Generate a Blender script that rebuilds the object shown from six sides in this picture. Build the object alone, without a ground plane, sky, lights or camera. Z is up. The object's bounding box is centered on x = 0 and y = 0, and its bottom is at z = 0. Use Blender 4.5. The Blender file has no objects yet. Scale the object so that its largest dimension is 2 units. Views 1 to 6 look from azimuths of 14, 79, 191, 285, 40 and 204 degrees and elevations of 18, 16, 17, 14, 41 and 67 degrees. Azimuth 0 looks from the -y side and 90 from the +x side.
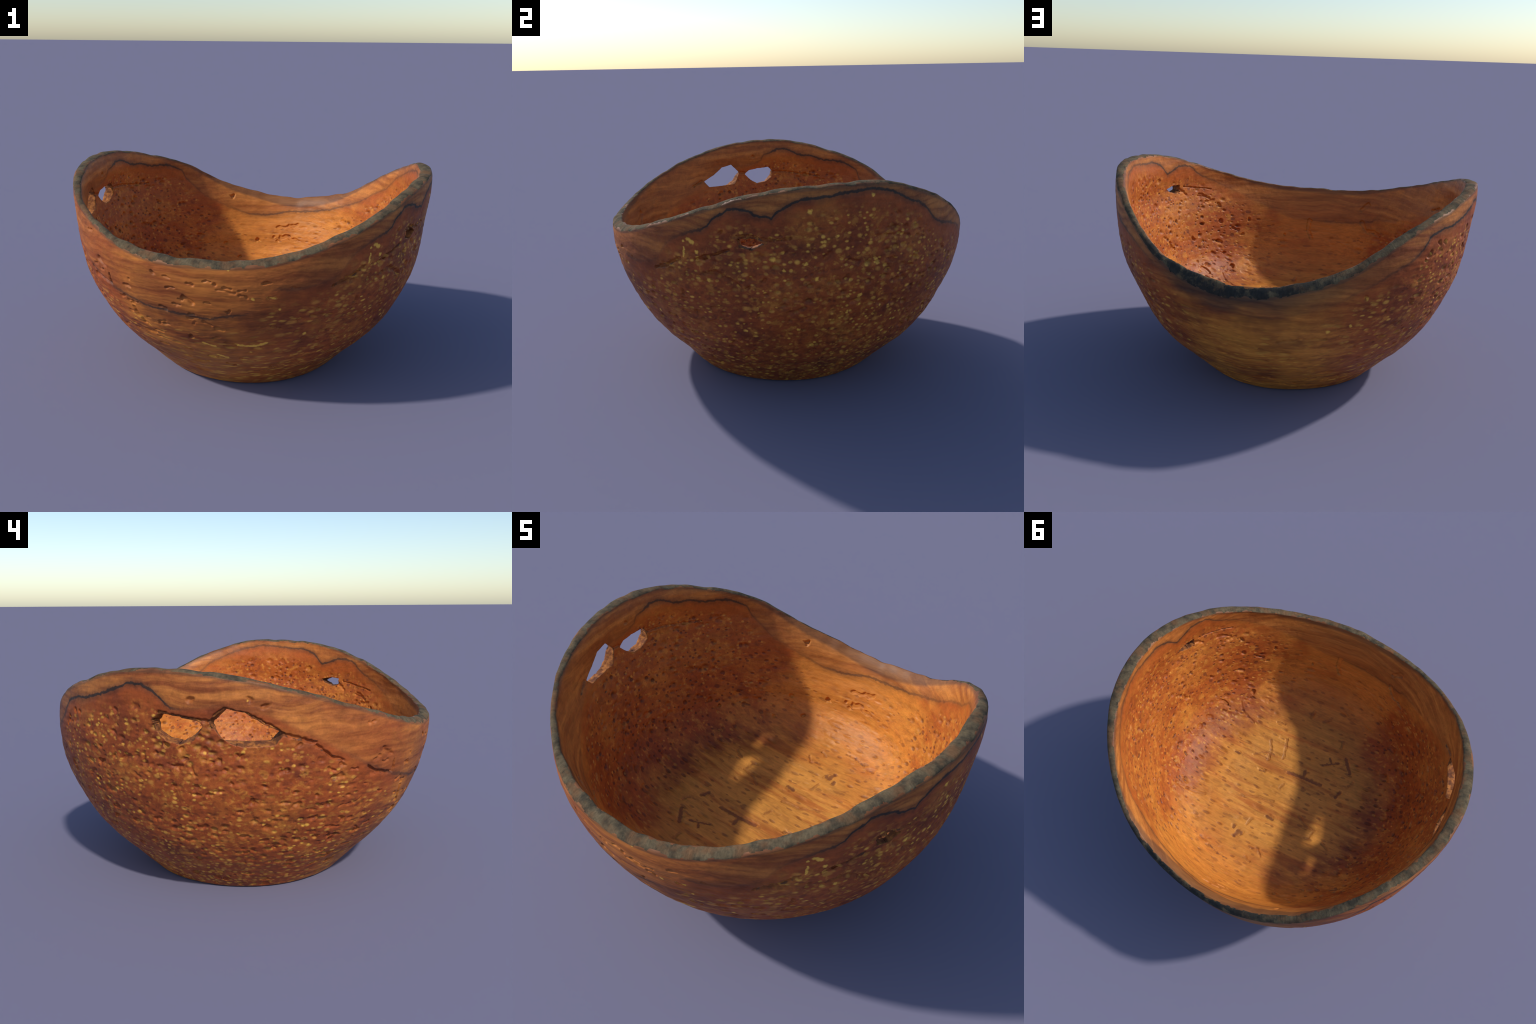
"""A turned burl-wood bowl with a natural bark-edge rim, three knot holes, worm tracks and pits.

The bowl is a lathe profile with a slightly warped round section.  Its rim is where the wall
meets the curved outside of the log, so it rises at the +x / -x ends and dips at the sides.
Outside and inside skins are grids over (azimuth, height); cells inside the knot holes are left
out and the two skins are bridged there.  Pits, cracks and worm tracks are sunk into the skins.
"""
import bpy
import numpy as np
from math import radians, pi, tau

# ----------------------------------------------------------------------------- sizes
N_AZ = 1440            # columns round the bowl
N_WALL = 270           # rows up the wall (outside and inside alike)
N_RIM = 14             # rows across the bark edge
N_FLOOR = 130          # rows from the inner knee to the middle of the floor

# lathe profile of the outside: height -> radius
OUT_Z = np.array([0, .06, .13, .22, .32, .45, .60, .80, 1.00, 1.15])
OUT_R = np.array([.5064, .5693, .6371, .7273, .8061, .8746, .9323, .9619, .9445, .8979])
# warp of the round section: cos, sin pairs of 1..6 lobes, in metres, at five heights
WARP_Z = np.array([0, .3, .6, .85, 1.1])
WARP = np.array([
    [-.0046, .0099, .0001, .0009, .0007, -.0015, .0023, .0001, .0023, .0005, -.0000, .0010],
    [.0018, .0151, -.0015, -.0036, .0026, -.0017, .0000, -.0015, .0008, .0013, .0010, -.0004],
    [.0036, .0128, .0005, -.0013, .0052, .0049, -.0042, -.0004, -.0013, -.0004, .0024, -.0037],
    [.0003, .0071, .0190, -.0013, -.0001, .0082, -.0085, -.0002, .0003, -.0021, .0006, -.0010],
    [.0027, .0242, .0808, -.0027, -.0050, -.0086, -.0086, .0054, .0018, .0043, .0027, -.0036]])
# broad swells and hollows: azimuth, height, amount, width in azimuth, width in height
OUT_SWELLS = [(203, .54, .014, 24, .15), (92, .55, .008, 20, .15), (35, .52, -.011, 20, .15), (325, .58, .007, 20, .16),
              (250, .42, .007, 26, .12), (38, .21, .013, 28, .13), (320, .03, .010, 30, .07), (290, .03, .007, 30, .07),
              (325, .95, .006, 16, .08), (342, .86, -.006, 12, .08)]
IN_SWELLS = [(88, .61, .018, 32, .09), (345, .70, -.014, 32, .20), (216, .78, -.012, 18, .16), (350, .95, -.011, 26, .08),
             (95, .36, .014, 45, .07)]
# Fourier series over azimuth: mean, then cos, sin of 1, 2, 3 ... turns
RIM_HEIGHT = [.9217, .0027, -.0354, .1904, -.0137, .0122, .0322, -.0070, .0048, -.0031, -.0025, -.0036, -.0015, -.0010,
              -.0014, .0040, .0003, -.0007, .0016, -.0019, -.0008, .0003, .0018, -.0021, .0013, -.0006, -.0012]
RIM_WIDTH = [.0427, .0019, -.0032, .0103, -.0079, -.0003, .0022, .0063, .0007, -.0005, -.0019, .0025, .0016]
RIM_TILT = [.0163, .0008, .0081, -.0186, .0014, -.0027, -.0054, .0047, -.0014, .0008, .0015, -.0011, .0033, -.0019,
            -.0001, -.0027, -.0008, .0003, -.0009, .0012, .0011]
# inside profile: height -> radius on the wall (along the sides, and towards the two high ends,
# where the wall is thin), and radius -> height on the floor
IN_Z = np.array([.247, .270, .302, .342, .385, .47, .54, .61, .70, .78, .86, .94, 1.0, 1.12])
IN_SIDE = np.array([.560, .620, .670, .715, .750, .790, .812, .828, .852, .878, .900, .915, .922, .930])
IN_END = np.array([.560, .620, .671, .717, .755, .800, .829, .852, .879, .902, .919, .918, .912, .920])
KNEE_R, KNEE_Z = .620, .270
FLOOR_R = np.array([0, .06, .12, .25, .43, .50, .56, .62, .67])
FLOOR_Z = np.array([.210, .207, .203, .204, .229, .236, .247, .270, .302])

# knot holes: outline in (azimuth in degrees, height), outside and inside
HOLES = [
    dict(flare=1.14, out=[(174.8, .924), (179, .910), (183.4, .895), (183.8, .877), (181.9, .828), (178.7, .809), (175.6, .823),
              (173.8, .857), (172.9, .898)],
         inn=[(174.2, .920), (178.6, .914), (182.6, .903), (184.3, .876), (182.0, .836), (179.0, .811), (175.3, .821),
              (172.7, .850), (172.5, .890)]),
    dict(flare=1.14, out=[(190.3, .944), (194.7, .925), (198.8, .882), (202.6, .850), (200.9, .808), (196.7, .804), (192.5, .808),
              (189.4, .839), (188.3, .865), (187.2, .882), (187.4, .905)],
         inn=[(190.4, .949), (194.6, .934), (198.8, .887), (203.5, .853), (201.4, .812), (196, .812), (193.2, .812),
              (189.1, .816), (187.4, .862), (187.2, .885), (187.8, .906)]),
    dict(flare=1.03, out=[(335.6, .888), (339.8, .890), (342.4, .866), (339.3, .838), (336.0, .852)],
         inn=[(335.2, .887), (338.5, .892), (343.4, .879), (340.5, .850), (338.0, .836), (335.6, .845)]),
]

# ----------------------------------------------------------------------------- marks sunk into the wood
# floor marks: points (x, y) and radius
FLOOR_DARK = [
    ([(-.258, -.366), (-.324, -.285)], .014), ([(.046, -.121), (-.043, -.129), (-.183, -.134)], .014),
    ([(-.051, -.182), (-.057, -.136)], .015), ([(-.136, -.269), (-.229, -.321)], .009),
    ([(-.162, -.328), (-.186, -.298)], .009), ([(-.307, -.097), (-.320, -.139)], .014),
    ([(.225, -.052), (.193, -.056)], .012), ([(.419, -.089), (.394, -.090)], .012),
    ([(.188, .371), (.186, .384)], .013), ([(.148, .392), (.155, .432)], .016), ([(.130, .395), (.123, .403)], .015),
    ([(.261, .563), (.191, .588)], .010), ([(.032, .216), (-.007, .222)], .013), ([(.216, .585), (.123, .594)], .007)]
FLOOR_TRACKS = [
    ([(.250, -.271), (.214, -.199), (.208, -.136)], .011), ([(.305, -.131), (.267, -.169), (.217, -.196)], .009),
    ([(.156, -.329), (.139, -.266), (.123, -.192)], .011),
    ([(.606, .316), (.560, .295), (.519, .296), (.456, .275)], .012),
    ([(.223, .164), (.146, .119), (.080, .115), (.043, .105)], .010), ([(.125, .325), (.111, .276)], .012),
    ([(-.155, .126), (-.195, .153), (-.236, .169)], .012), ([(-.355, .230), (-.408, .256)], .012),
    ([(.079, -.539), (.074, -.581)], .014), ([(-.013, -.546), (-.050, -.575)], .013),
    ([(.267, -.408), (.218, -.415)], .011), ([(-.197, -.424), (-.194, -.468)], .012),
    ([(.019, .458), (-.013, .442), (-.054, .481)], .009), ([(.050, .008), (.036, -.026)], .011),
    ([(-.263, .244), (-.279, .176), (-.246, .173)], .010), ([(-.353, -.193), (-.367, -.234)], .011),
    ([(.541, -.398), (.505, -.359), (.412, -.332)], .009), ([(-.011, .546), (.032, .526)], .009)]
# wall marks: points (azimuth in degrees, height) and radius
IN_TRACKS = [
    ([(271.8, .616), (272.2, .545), (270.8, .494)], .012), ([(246.3, .642), (243.1, .591), (236.3, .585)], .013),
    ([(247.6, .724), (244.5, .756)], .016), ([(333.2, .358), (331.2, .327)], .011),
    ([(91.0, .513), (81.3, .539)], .011), ([(89.0, .448), (84.8, .454), (80.8, .436)], .013)]
IN_PITS = [
    ([(100.8, .419)], .017), ([(92.1, .451)], .011), ([(90.5, .418)], .011), ([(117.5, .411)], .014),
    ([(153.8, .418)], .015), ([(150.1, .376)], .012), ([(195.2, .529)], .015), ([(182, .435)], .013),
    ([(110.5, .329)], .012), ([(124.8, .310)], .011), ([(112.9, .724)], .017), ([(180.4, 1.0)], .013),
    ([(315, .328)], .018), ([(319.7, .488), (317.3, .483)], .010), ([(305.9, .514)], .012), ([(316.1, .720)], .016),
    ([(322, .757), (318.3, .757)], .011), ([(325.4, .808), (320.3, .777)], .009), ([(337.6, .877), (332.3, .821)], .010),
    ([(317, .415)], .013), ([(316.2, .622)], .015), ([(301.7, .617)], .014), ([(349.5, .562), (347.3, .511)], .011),
    ([(284, .5)], .011), ([(310, .56), (308, .55)], .011), ([(327, .62)], .012), ([(333, .54)], .012)]
OUT_PITS_LEFT = [
    ([(182.3, .993)], .015), ([(199.4, .965)], .016), ([(195.6, .987)], .012), ([(228.7, .868)], .012),
    ([(160.6, .830)], .014), ([(144.9, .903)], .014), ([(161.7, .931)], .012), ([(193.5, .705)], .014),
    ([(189.9, .697)], .013), ([(196.6, .546)], .018), ([(193.3, .506)], .012), ([(181, .712), (181.8, .673)], .009),
    ([(168.8, .721), (168.6, .749)], .009), ([(181, .580), (182.5, .577)], .010), ([(182.8, .424), (180.2, .416)], .012),
    ([(192.7, .375), (194, .370)], .014), ([(194.4, .274)], .015), ([(162.8, .479), (163.9, .463)], .009),
    ([(217.7, .650), (220.5, .644)], .010), ([(203.9, .546), (205.9, .544)], .009), ([(199.4, .627)], .012),
    ([(207.5, .594)], .012), ([(213.2, .569)], .012), ([(223.3, .552)], .012), ([(214.2, .457)], .011),
    ([(234.8, .726)], .012), ([(246.2, .525), (249.5, .439)], .009), ([(179.1, .788)], .013), ([(174.9, .803)], .012),
    ([(159.2, .724)], .012), ([(186.1, .727)], .012), ([(207.6, .797)], .011), ([(172, .76)], .011), ([(166, .65)], .011),
    ([(176, .62)], .012), ([(187, .60), (188.5, .60)], .010), ([(191, .64)], .011), ([(203, .68), (204.5, .69)], .010)]
OUT_PITS_FRONT = [
    ([(274.6, .730)], .012), ([(275.3, .702), (280.3, .688)], .007), ([(265, .640), (267.5, .625)], .015),
    ([(256.5, .750)], .013), ([(227.4, .866)], .009), ([(247, .689)], .008), ([(233.6, .744), (235.9, .713)], .013),
    ([(230.3, .646), (237.5, .622)], .008), ([(246, .530), (248.6, .441)], .010), ([(270.4, .516), (272.6, .499)], .009),
    ([(273.9, .481), (276.3, .479)], .009), ([(264.8, .409)], .013), ([(293.5, .493)], .010), ([(317.4, .610)], .014),
    ([(304.3, .590)], .012), ([(328.1, .727), (335.5, .674)], .014), ([(317.6, .769)], .014), ([(331.2, .916)], .012),
    ([(340.8, .815)], .012), ([(331.1, .709)], .013), ([(337.8, .666)], .013), ([(342.3, .702)], .012),
    ([(329.5, .735)], .012), ([(358, .793), (359.4, .815)], .012), ([(13.9, .886), (21.9, .860)], .009),
    ([(25.2, .759)], .012), ([(4.2, .780), (7.2, .767)], .010), ([(312.4, .725)], .014)]
OUT_PITS_BACK = [
    ([(121, .680)], .013), ([(141.1, .862), (140.5, .839)], .012), ([(147.4, .899)], .012), ([(139.2, .825)], .009),
    ([(136.3, .634), (137.6, .605)], .013), ([(121.3, .400)], .009), ([(96.9, .437), (103.7, .467), (110.5, .469)], .010),
    ([(128.3, .592)], .009)]
CRACKS = [
    ([(202.3, .857), (206.7, .828), (211.9, .808)], .008), ([(212.3, .792), (215.5, .749), (219.9, .718)], .007),
 ([(227.8, .678), (232, .642), (238.2, .624), (238.1, .676)], .007),
    ([(174, .929), (179.1, .914), (183.9, .902), (186.9, .900)], .008),
    ([(187.6, .925), (189.8, .950), (194.6, .935), (198.4, .899), (202.6, .858)], .008),
    ([(323.2, .777), (328, .806), (333, .833)], .006), ([(335.9, .899), (337.8, .901), (343.9, .884)], .008),
    ([(308.5, .703), (314.6, .740), (318, .774)], .008), ([(343, .884), (349, .893)], .006)]
IN_CRACKS = [
    ([(184.5, .888), (188, .895)], .008), ([(204.5, .862), (209, .830)], .007), ([(172.5, .89), (166, .884), (160, .872), (152, .858)], .006),
    ([(333, .872), (326, .852), (319, .834)], .005), ([(326, .80), (322, .79)], .007)]
YELLOW_DOTS = [
    ([(321.3, .870), (323, .857)], .011), ([(319.9, .859)], .008), ([(344.7, .800)], .015), ([(9.7, .758)], .015),
    ([(12.7, .759)], .014), ([(326.9, .685)], .012), ([(353.7, .861)], .010), ([(353.1, .777)], .010),
    ([(347.6, .748)], .010), ([(335.6, .424)], .012), ([(8.5, .605)], .013), ([(356, .705)], .011), ([(323.9, .815)], .012),
    ([(351.6, .440)], .010), ([(356.3, .337)], .013), ([(353.9, 1.012)], .013), ([(10, 1.067)], .011),
    ([(320.1, .828), (319.7, .786)], .006), ([(268.8, .381), (272.6, .363)], .009),
    ([(279.6, .387), (285.5, .373), (289.9, .396)], .009), ([(289.5, .665), (291.6, .664)], .008), ([(292.9, .602)], .009),
    ([(273.1, .297), (276.4, .278)], .010), ([(284.9, .327)], .008), ([(285.3, .660)], .009), ([(302, .442)], .011),
    ([(278.6, .801)], .007), ([(121, .680)], .013), ([(111.2, .512)], .012), ([(117.6, .540)], .011),
    ([(141, .855)], .011), ([(147.5, .899)], .010), ([(195.6, .987)], .010), ([(145, .903)], .009)]

# dark spalting line: (azimuth, height) on the outside and inside skins
LINE_OUT = [(0, 1.078), (6, 1.090), (10, 1.093), (14, 1.083), (17, 1.065), (22.5, 1.018), (25, 1.009), (28, .979), (30, .946),
            (32, .914), (35, .888), (41, .868), (47, .838), (54.6, .773), (65, .68), (78, .60), (95, .575), (112, .66), (128, .79),
            (135.5, .850), (138.3, .89), (141, .938), (146, .961), (151, .965), (157.6, .993), (163, 1.024), (167, 1.048),
            (169, 1.040), (170.5, 1.044), (172, 1.023), (173.5, 1.018), (175, .985), (177.6, .946), (188, .965), (200, .93),
            (215, .80), (226, .70), (239, .612), (246, .588), (252, .562), (262, .552), (268, .544), (272, .537), (276, .555),
            (283, .573), (287, .60), (289, .68), (291.6, .714), (297, .70), (302, .714), (309, .74), (314, .84), (319, .886),
            (323, .909), (327, .925), (328.5, .96), (331, .99), (334, 1.020), (338, 1.018), (341.5, .988), (343, .992),
            (344.3, .978), (346, 1.01), (349, 1.042), (352, 1.065), (356, 1.068)]
LINE_OUT_STRENGTH = [(0, 1), (18, 1), (40, .8), (50, .5), (58, .25), (110, .15), (134, .6), (140, 1), (176, 1), (181, .2), (215, .1),
                     (236, .6), (255, .9), (280, .8), (284.5, .3), (286, 0), (290, 0), (291.5, .4), (300, .4), (312, .15), (322, .7), (328, 1), (359, 1)]
LINE_IN = [(0, 1.075), (9, 1.088), (18, 1.06), (24, 1.025), (31, .975), (34, .935), (37, .89), (41, .862), (45, .827), (49, .782),
           (52, .754), (57, .725), (65, .677), (72, .649), (78, .632), (86, .621), (92, .601), (97, .590), (105, .596), (115, .65),
           (126, .74), (133.5, .86), (135, .915), (138, .938), (141, .958), (145, .969), (148, .966), (151.5, .976), (156, 1.0),
           (158, .997), (162, 1.01), (164, 1.033), (167, 1.043), (170.5, 1.042), (172.5, 1.02), (176, 1.008), (177.5, .96), (190, .90),
           (210, .80), (230, .69), (239, .675), (242, .650), (248, .630), (256, .618), (266, .612), (280, .62), (296, .72), (310, .83),
           (319, .898), (323, .927), (326, .953), (328.6, .996), (332.5, 1.012), (336, 1.010), (339.7, .990), (343, .971),
           (346.7, 1.036), (350.5, 1.062), (357, 1.068)]
LINE_IN_STRENGTH = [(0, .8), (12, .7), (28, .5), (50, .5), (70, .8), (95, .8), (108, .5), (120, .2), (131, .4), (137, 1), (172, 1), (178, .4),
                    (185, .1), (225, .1), (240, .5), (262, .6), (275, .2), (305, .1), (318, .5), (330, .9), (345, 1), (359, .8)]


# ----------------------------------------------------------------------------- shape functions
def fourier(t, c):
    s = np.full_like(t, c[0])
    for k in range(1, (len(c) - 1) // 2 + 1):
        s = s + c[2 * k - 1] * np.cos(k * t) + c[2 * k] * np.sin(k * t)
    return s


def smooth_interp(x, xk, yk):
    """Cubic Hermite curve through the profile's control points."""
    m = np.gradient(yk, xk)
    i = np.clip(np.searchsorted(xk, x) - 1, 0, len(xk) - 2)
    h = xk[i + 1] - xk[i]
    t = np.clip((x - xk[i]) / h, 0, 1)
    return ((2 * t**3 - 3 * t**2 + 1) * yk[i] + (t**3 - 2 * t**2 + t) * h * m[i]
            + (-2 * t**3 + 3 * t**2) * yk[i + 1] + (t**3 - t**2) * h * m[i + 1])


def swells(t, z, items):
    d = 0
    for a, h, amount, wa, wh in items:
        x = np.mod(np.degrees(t) - a + 180, 360) - 180
        d = d + amount * np.exp(-(x / wa) ** 2 - ((z - h) / wh) ** 2)
    return d


def outer_radius(t, z):
    r = smooth_interp(z, OUT_Z, OUT_R) + swells(t, z, OUT_SWELLS)
    for k in range(1, 7):
        r = r + (smooth_interp(z, WARP_Z, WARP[:, 2 * k - 2]) * np.cos(k * t)
                 + smooth_interp(z, WARP_Z, WARP[:, 2 * k - 1]) * np.sin(k * t))
    # the foot's edge is rounded over
    return r + .004 * np.exp(-(z / .05) ** 2) + .002 * np.clip((z - .95) / .1, 0, 1) - .007 * np.clip(1 - z / .010, 0, 1) ** 2


def at(t, z, r):
    return np.stack([r * np.cos(t), r * np.sin(t), z], -1)


def outer_point(t, z):
    return at(t, z, outer_radius(t, z))


def rim_heights(t):
    """Height of the bark's outer and inner edge, with small nicks and waves."""
    nick = .0032 * (np.sin(19 * t + 1) * np.sin(7 * t) + np.sin(31 * t + 2) * np.sin(11 * t + 1) + .6 * np.sin(67 * t) * np.sin(13 * t))
    nick2 = .0026 * (np.sin(23 * t + 3) * np.sin(5 * t) + np.sin(41 * t + 2) * np.sin(9 * t + 1))
    zo = fourier(t, RIM_HEIGHT)
    return zo + nick, zo + fourier(t, RIM_TILT) + nick2


def inner_radius(t, z):
    """Inside wall: turned profile, pulled out or in near the rim to meet the bark edge."""
    def profile(h):
        w = (.5 + .5 * np.cos(2 * t)) ** .8
        return smooth_interp(h, IN_Z, IN_SIDE) * (1 - w) + smooth_interp(h, IN_Z, IN_END) * w + swells(t, h, IN_SWELLS)
    zi = rim_heights(t)[1]
    edge = outer_radius(t, zi) - fourier(t, RIM_WIDTH) + .0022 * np.sin(21 * t + 1) * np.sin(8 * t) + .0015 * np.sin(47 * t) * np.sin(17 * t)
    fade = np.exp(-np.clip(zi - z, 0, 2) / .05)
    return profile(z) + (edge - profile(zi)) * fade


def inner_point(t, z):
    p = at(t, z, inner_radius(t, z))
    p[..., 1] += .006 * np.clip(1.2 - z, 0, 1) ** .5
    return p


# ----------------------------------------------------------------------------- knot hole warp
def star(poly, centre_az, centre_z, grow, jag):
    """Polar radius of an outline about a centre, as a function of angle (units: metres on the wall)."""
    p = np.array(poly, float)
    p = np.stack([np.radians(p[:, 0] - centre_az) * .95, p[:, 1] - centre_z], -1)
    q = np.concatenate([p, p[:1]])
    dense = np.concatenate([q[i] + (q[i + 1] - q[i]) * np.linspace(0, 1, 40)[:, None] for i in range(len(p))])
    a, r = np.arctan2(dense[:, 1], dense[:, 0]), np.hypot(dense[:, 0], dense[:, 1])
    o = np.argsort(a)
    a, r = a[o], r[o]
    a = np.concatenate([a - tau, a, a + tau])
    r = np.concatenate([r, r, r]) * grow
    r = r + jag * (np.sin(5 * a + 1) + np.sin(9 * a + 2) + .7 * np.sin(16 * a)) / 2
    return lambda x: np.interp(x, a, r)


# ----------------------------------------------------------------------------- base mesh of the bowl
def build_shell():
    t = np.linspace(0, tau, N_AZ, endpoint=False)
    v = np.linspace(0, 1, N_WALL + 1)
    T, V = np.meshgrid(t, v)                       # rows x columns
    zo, zi = rim_heights(t)
    ZO = zo[None, :] * V
    ZI = ZO + (zi - zo)[None, :] * V + KNEE_Z * (1 - V) ** 2
    TO, TI = T.copy(), T.copy()
    hole = np.zeros((N_WALL, N_AZ), bool)
    level = np.zeros_like(ZO)          # where the inside rows are brought level with the outside ones
    d_az, d_z = np.zeros_like(ZO), np.zeros_like(ZO)
    Z0 = ZO.copy()
    for h in HOLES:
        c_az = np.mean([a for a, z in h["out"]])
        c_z = np.mean([z for a, z in h["out"]])
        s_out, s_in = star(h["out"], c_az, c_z, h["flare"], .002), star(h["inn"], c_az, c_z, 1.0, .001)
        x = (np.mod(np.degrees(T) - c_az + 180, 360) - 180) * pi / 180 * .95
        # cells whose middle lies in the outline
        xc = x[:-1] + pi / N_AZ * .95
        zc = .25 * (ZO[:-1] + ZO[1:] + np.roll(ZO, -1, 1)[:-1] + np.roll(ZO, -1, 1)[1:]) - c_z
        inside = np.hypot(xc, zc) < s_out(np.arctan2(zc, xc))
        inside &= np.abs(xc) < .3
        hole |= inside
        # corners on the outline snap to it
        n = np.zeros((N_WALL + 1, N_AZ), int)
        for di in (0, 1):
            for dj in (0, 1):
                n[di:N_WALL + di] += np.roll(inside, dj, 1)
        border = (n > 0) & (n < 4)
        zz = Z0 - c_z
        ang, rho = np.arctan2(zz, x), np.hypot(x, zz)
        ro, ri = s_out(ang), s_in(ang)
        near = np.exp(-(np.clip(rho / ro - 1, 0, 9) / .25) ** 2)
        near[np.abs(x) > .35] = 0
        # inside skin follows the inside outline: scale smoothly about the hole's centre
        k = 1 + (ri / ro - 1) * near
        rho_in = np.where(border, ri, rho * k)
        shift = rho_in - rho
        shift[np.abs(x) > .35] = 0
        d_az += shift * np.cos(ang) / .95
        d_z += shift * np.sin(ang)
        wide = np.exp(-(np.clip(rho / ro - 1, 0, 9) / .9) ** 2)
        level = np.maximum(level, np.where(np.abs(x) > .35, 0, wide))
        TO[border] = (np.radians(c_az) + ro * np.cos(ang) / .95)[border]
        ZO[border] = (c_z + ro * np.sin(ang))[border]
    TI = TI + d_az
    ZI = ZI + (Z0 - ZI) * level + d_z
    P_out = outer_point(TO, ZO)
    P_in = inner_point(TI, ZI)
    # bark edge, slightly domed, between the two skins
    s = np.linspace(0, 1, N_RIM + 1)[1:-1][:, None, None]
    a, b = P_out[-1], P_in[-1]
    tangent = np.roll(a, -1, 0) - np.roll(a, 1, 0)
    up = np.cross(b - a, tangent)
    up /= np.linalg.norm(up, axis=1)[:, None]
    up *= np.sign(up[:, 2:3])
    P_rim = a + (b - a) * s + up * .009 * (4 * s * (1 - s)) ** .7
    # floor: from the knee in to the middle
    f = np.linspace(1, 0, N_FLOOR + 1)[1:-1]
    ring = P_in[0]
    rad = KNEE_R * f
    P_floor = np.stack([ring[None, :, 0] * f[:, None], ring[None, :, 1] * f[:, None],
                        np.repeat(smooth_interp(rad, FLOOR_R, FLOOR_Z)[:, None], N_AZ, 1)], -1)
    # foot: flat underside, very slightly hollow
    g = np.linspace(1, 0, 26)[1:-1]
    base = P_out[0]
    P_foot = np.stack([base[None, :, 0] * g[:, None], base[None, :, 1] * g[:, None],
                       np.repeat((.004 * (1 - g ** 4))[:, None], N_AZ, 1)], -1)
    rows = [P_foot[::-1], P_out, P_rim, P_in[::-1], P_floor]
    n_rows = [len(r) for r in rows]
    verts = np.concatenate([r.reshape(-1, 3) for r in rows])
    total = sum(n_rows)
    mid_foot, mid_floor = len(verts), len(verts) + 1
    verts = np.concatenate([verts, [[0, 0, .004], [0, 0, FLOOR_Z[0]]]])
    # quads row by row
    i, j = np.meshgrid(np.arange(total - 1), np.arange(N_AZ), indexing="ij")
    jn = (j + 1) % N_AZ
    quads = np.stack([i * N_AZ + j, i * N_AZ + jn, (i + 1) * N_AZ + jn, (i + 1) * N_AZ + j], -1)
    r_foot = n_rows[0]
    r_out = r_foot + n_rows[1] - 1
    r_rim = r_out + N_RIM
    r_in = r_rim + n_rows[3] - 1
    part = np.zeros((total - 1, N_AZ), int)            # 0 foot, 1 outside, 2 rim, 3 inside, 4 floor, 5 hole edge
    part[r_foot:r_out] = 1
    # the bark's border is ragged: here and there the wood shows past the corner
    part[r_out:r_rim] = 2
    wave = sum(np.sin(t * f + ph) * am for f, ph, am in ((13, 0, 1), (29, 2, .9), (53, 1, .7), (97, 4, .6), (171, 3, .4)))
    wave2 = sum(np.sin(t * f + ph) * am for f, ph, am in ((11, 3, 1), (37, 1, .9), (61, 2, .7), (113, 5, .6), (190, 1, .4)))
    for row in range(3):
        part[r_out + row][wave > .15 + .75 * row] = 1
        part[r_rim - 1 - row][wave2 > .6 + .8 * row] = 3
    part[r_rim:r_in] = 3
    part[r_in:] = 4
    keep = np.ones_like(part, bool)
    keep[r_foot:r_out] = ~hole
    keep[r_rim:r_in] = ~hole[::-1]
    # bridges across the wall at the holes
    def vo(i, j): return (r_foot + i) * N_AZ + j % N_AZ
    def vi(i, j): return (r_rim + (N_WALL - i)) * N_AZ + j % N_AZ
    bridge, extra = [], []
    steps = 7
    chain = {}
    nv = len(verts)

    def column(i, j):
        nonlocal nv
        key = (i, j % N_AZ)
        if key not in chain:
            a, b = verts[vo(i, j)], verts[vi(i, j)]
            ids = [vo(i, j)]
            for s in range(1, steps):
                f = s / steps
                e = a + (b - a) * f
                # broken, crumbly edge
                k = np.sin(np.array([31, 47, 53]) * e * 6 + np.array([1, 2, 4])) + np.sin(e[[1, 2, 0]] * 210)
                extra.append(e + .0012 * k * np.sin(pi * f))
                ids.append(nv)
                nv += 1
            ids.append(vi(i, j))
            chain[key] = ids
        return chain[key]

    for i, j in np.argwhere(hole):
        for di, dj, e in ((-1, 0, ((0, 0), (0, 1))), (1, 0, ((1, 1), (1, 0))), (0, -1, ((1, 0), (0, 0))), (0, 1, ((0, 1), (1, 1)))):
            if not hole[i + di, (j + dj) % N_AZ]:
                p, q = column(i + e[0][0], j + e[0][1]), column(i + e[1][0], j + e[1][1])
                for s in range(steps):
                    bridge.append((p[s], q[s], q[s + 1], p[s + 1]))
    bridge = np.array(bridge)
    verts = np.concatenate([verts, np.array(extra)])
    quads_all = np.concatenate([quads[keep], bridge])
    part_all = np.concatenate([part[keep], np.full(len(bridge), 5)])
    jj = np.arange(N_AZ)
    jn = (jj + 1) % N_AZ
    last = (total - 1) * N_AZ
    tris = np.concatenate([np.stack([jn, jj, np.full(N_AZ, mid_foot)], -1),
                           np.stack([last + jj, last + jn, np.full(N_AZ, mid_floor)], -1)])
    tri_part = np.concatenate([np.zeros(N_AZ, int), np.full(N_AZ, 4)])
    skin = np.zeros(len(verts), int)                     # which skin a vertex is on, for the marks
    skin[r_foot * N_AZ:(r_out + 1) * N_AZ] = 1
    skin[(r_rim + 1) * N_AZ:total * N_AZ] = 2
    return verts, quads_all, part_all, tris, tri_part, skin


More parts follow.
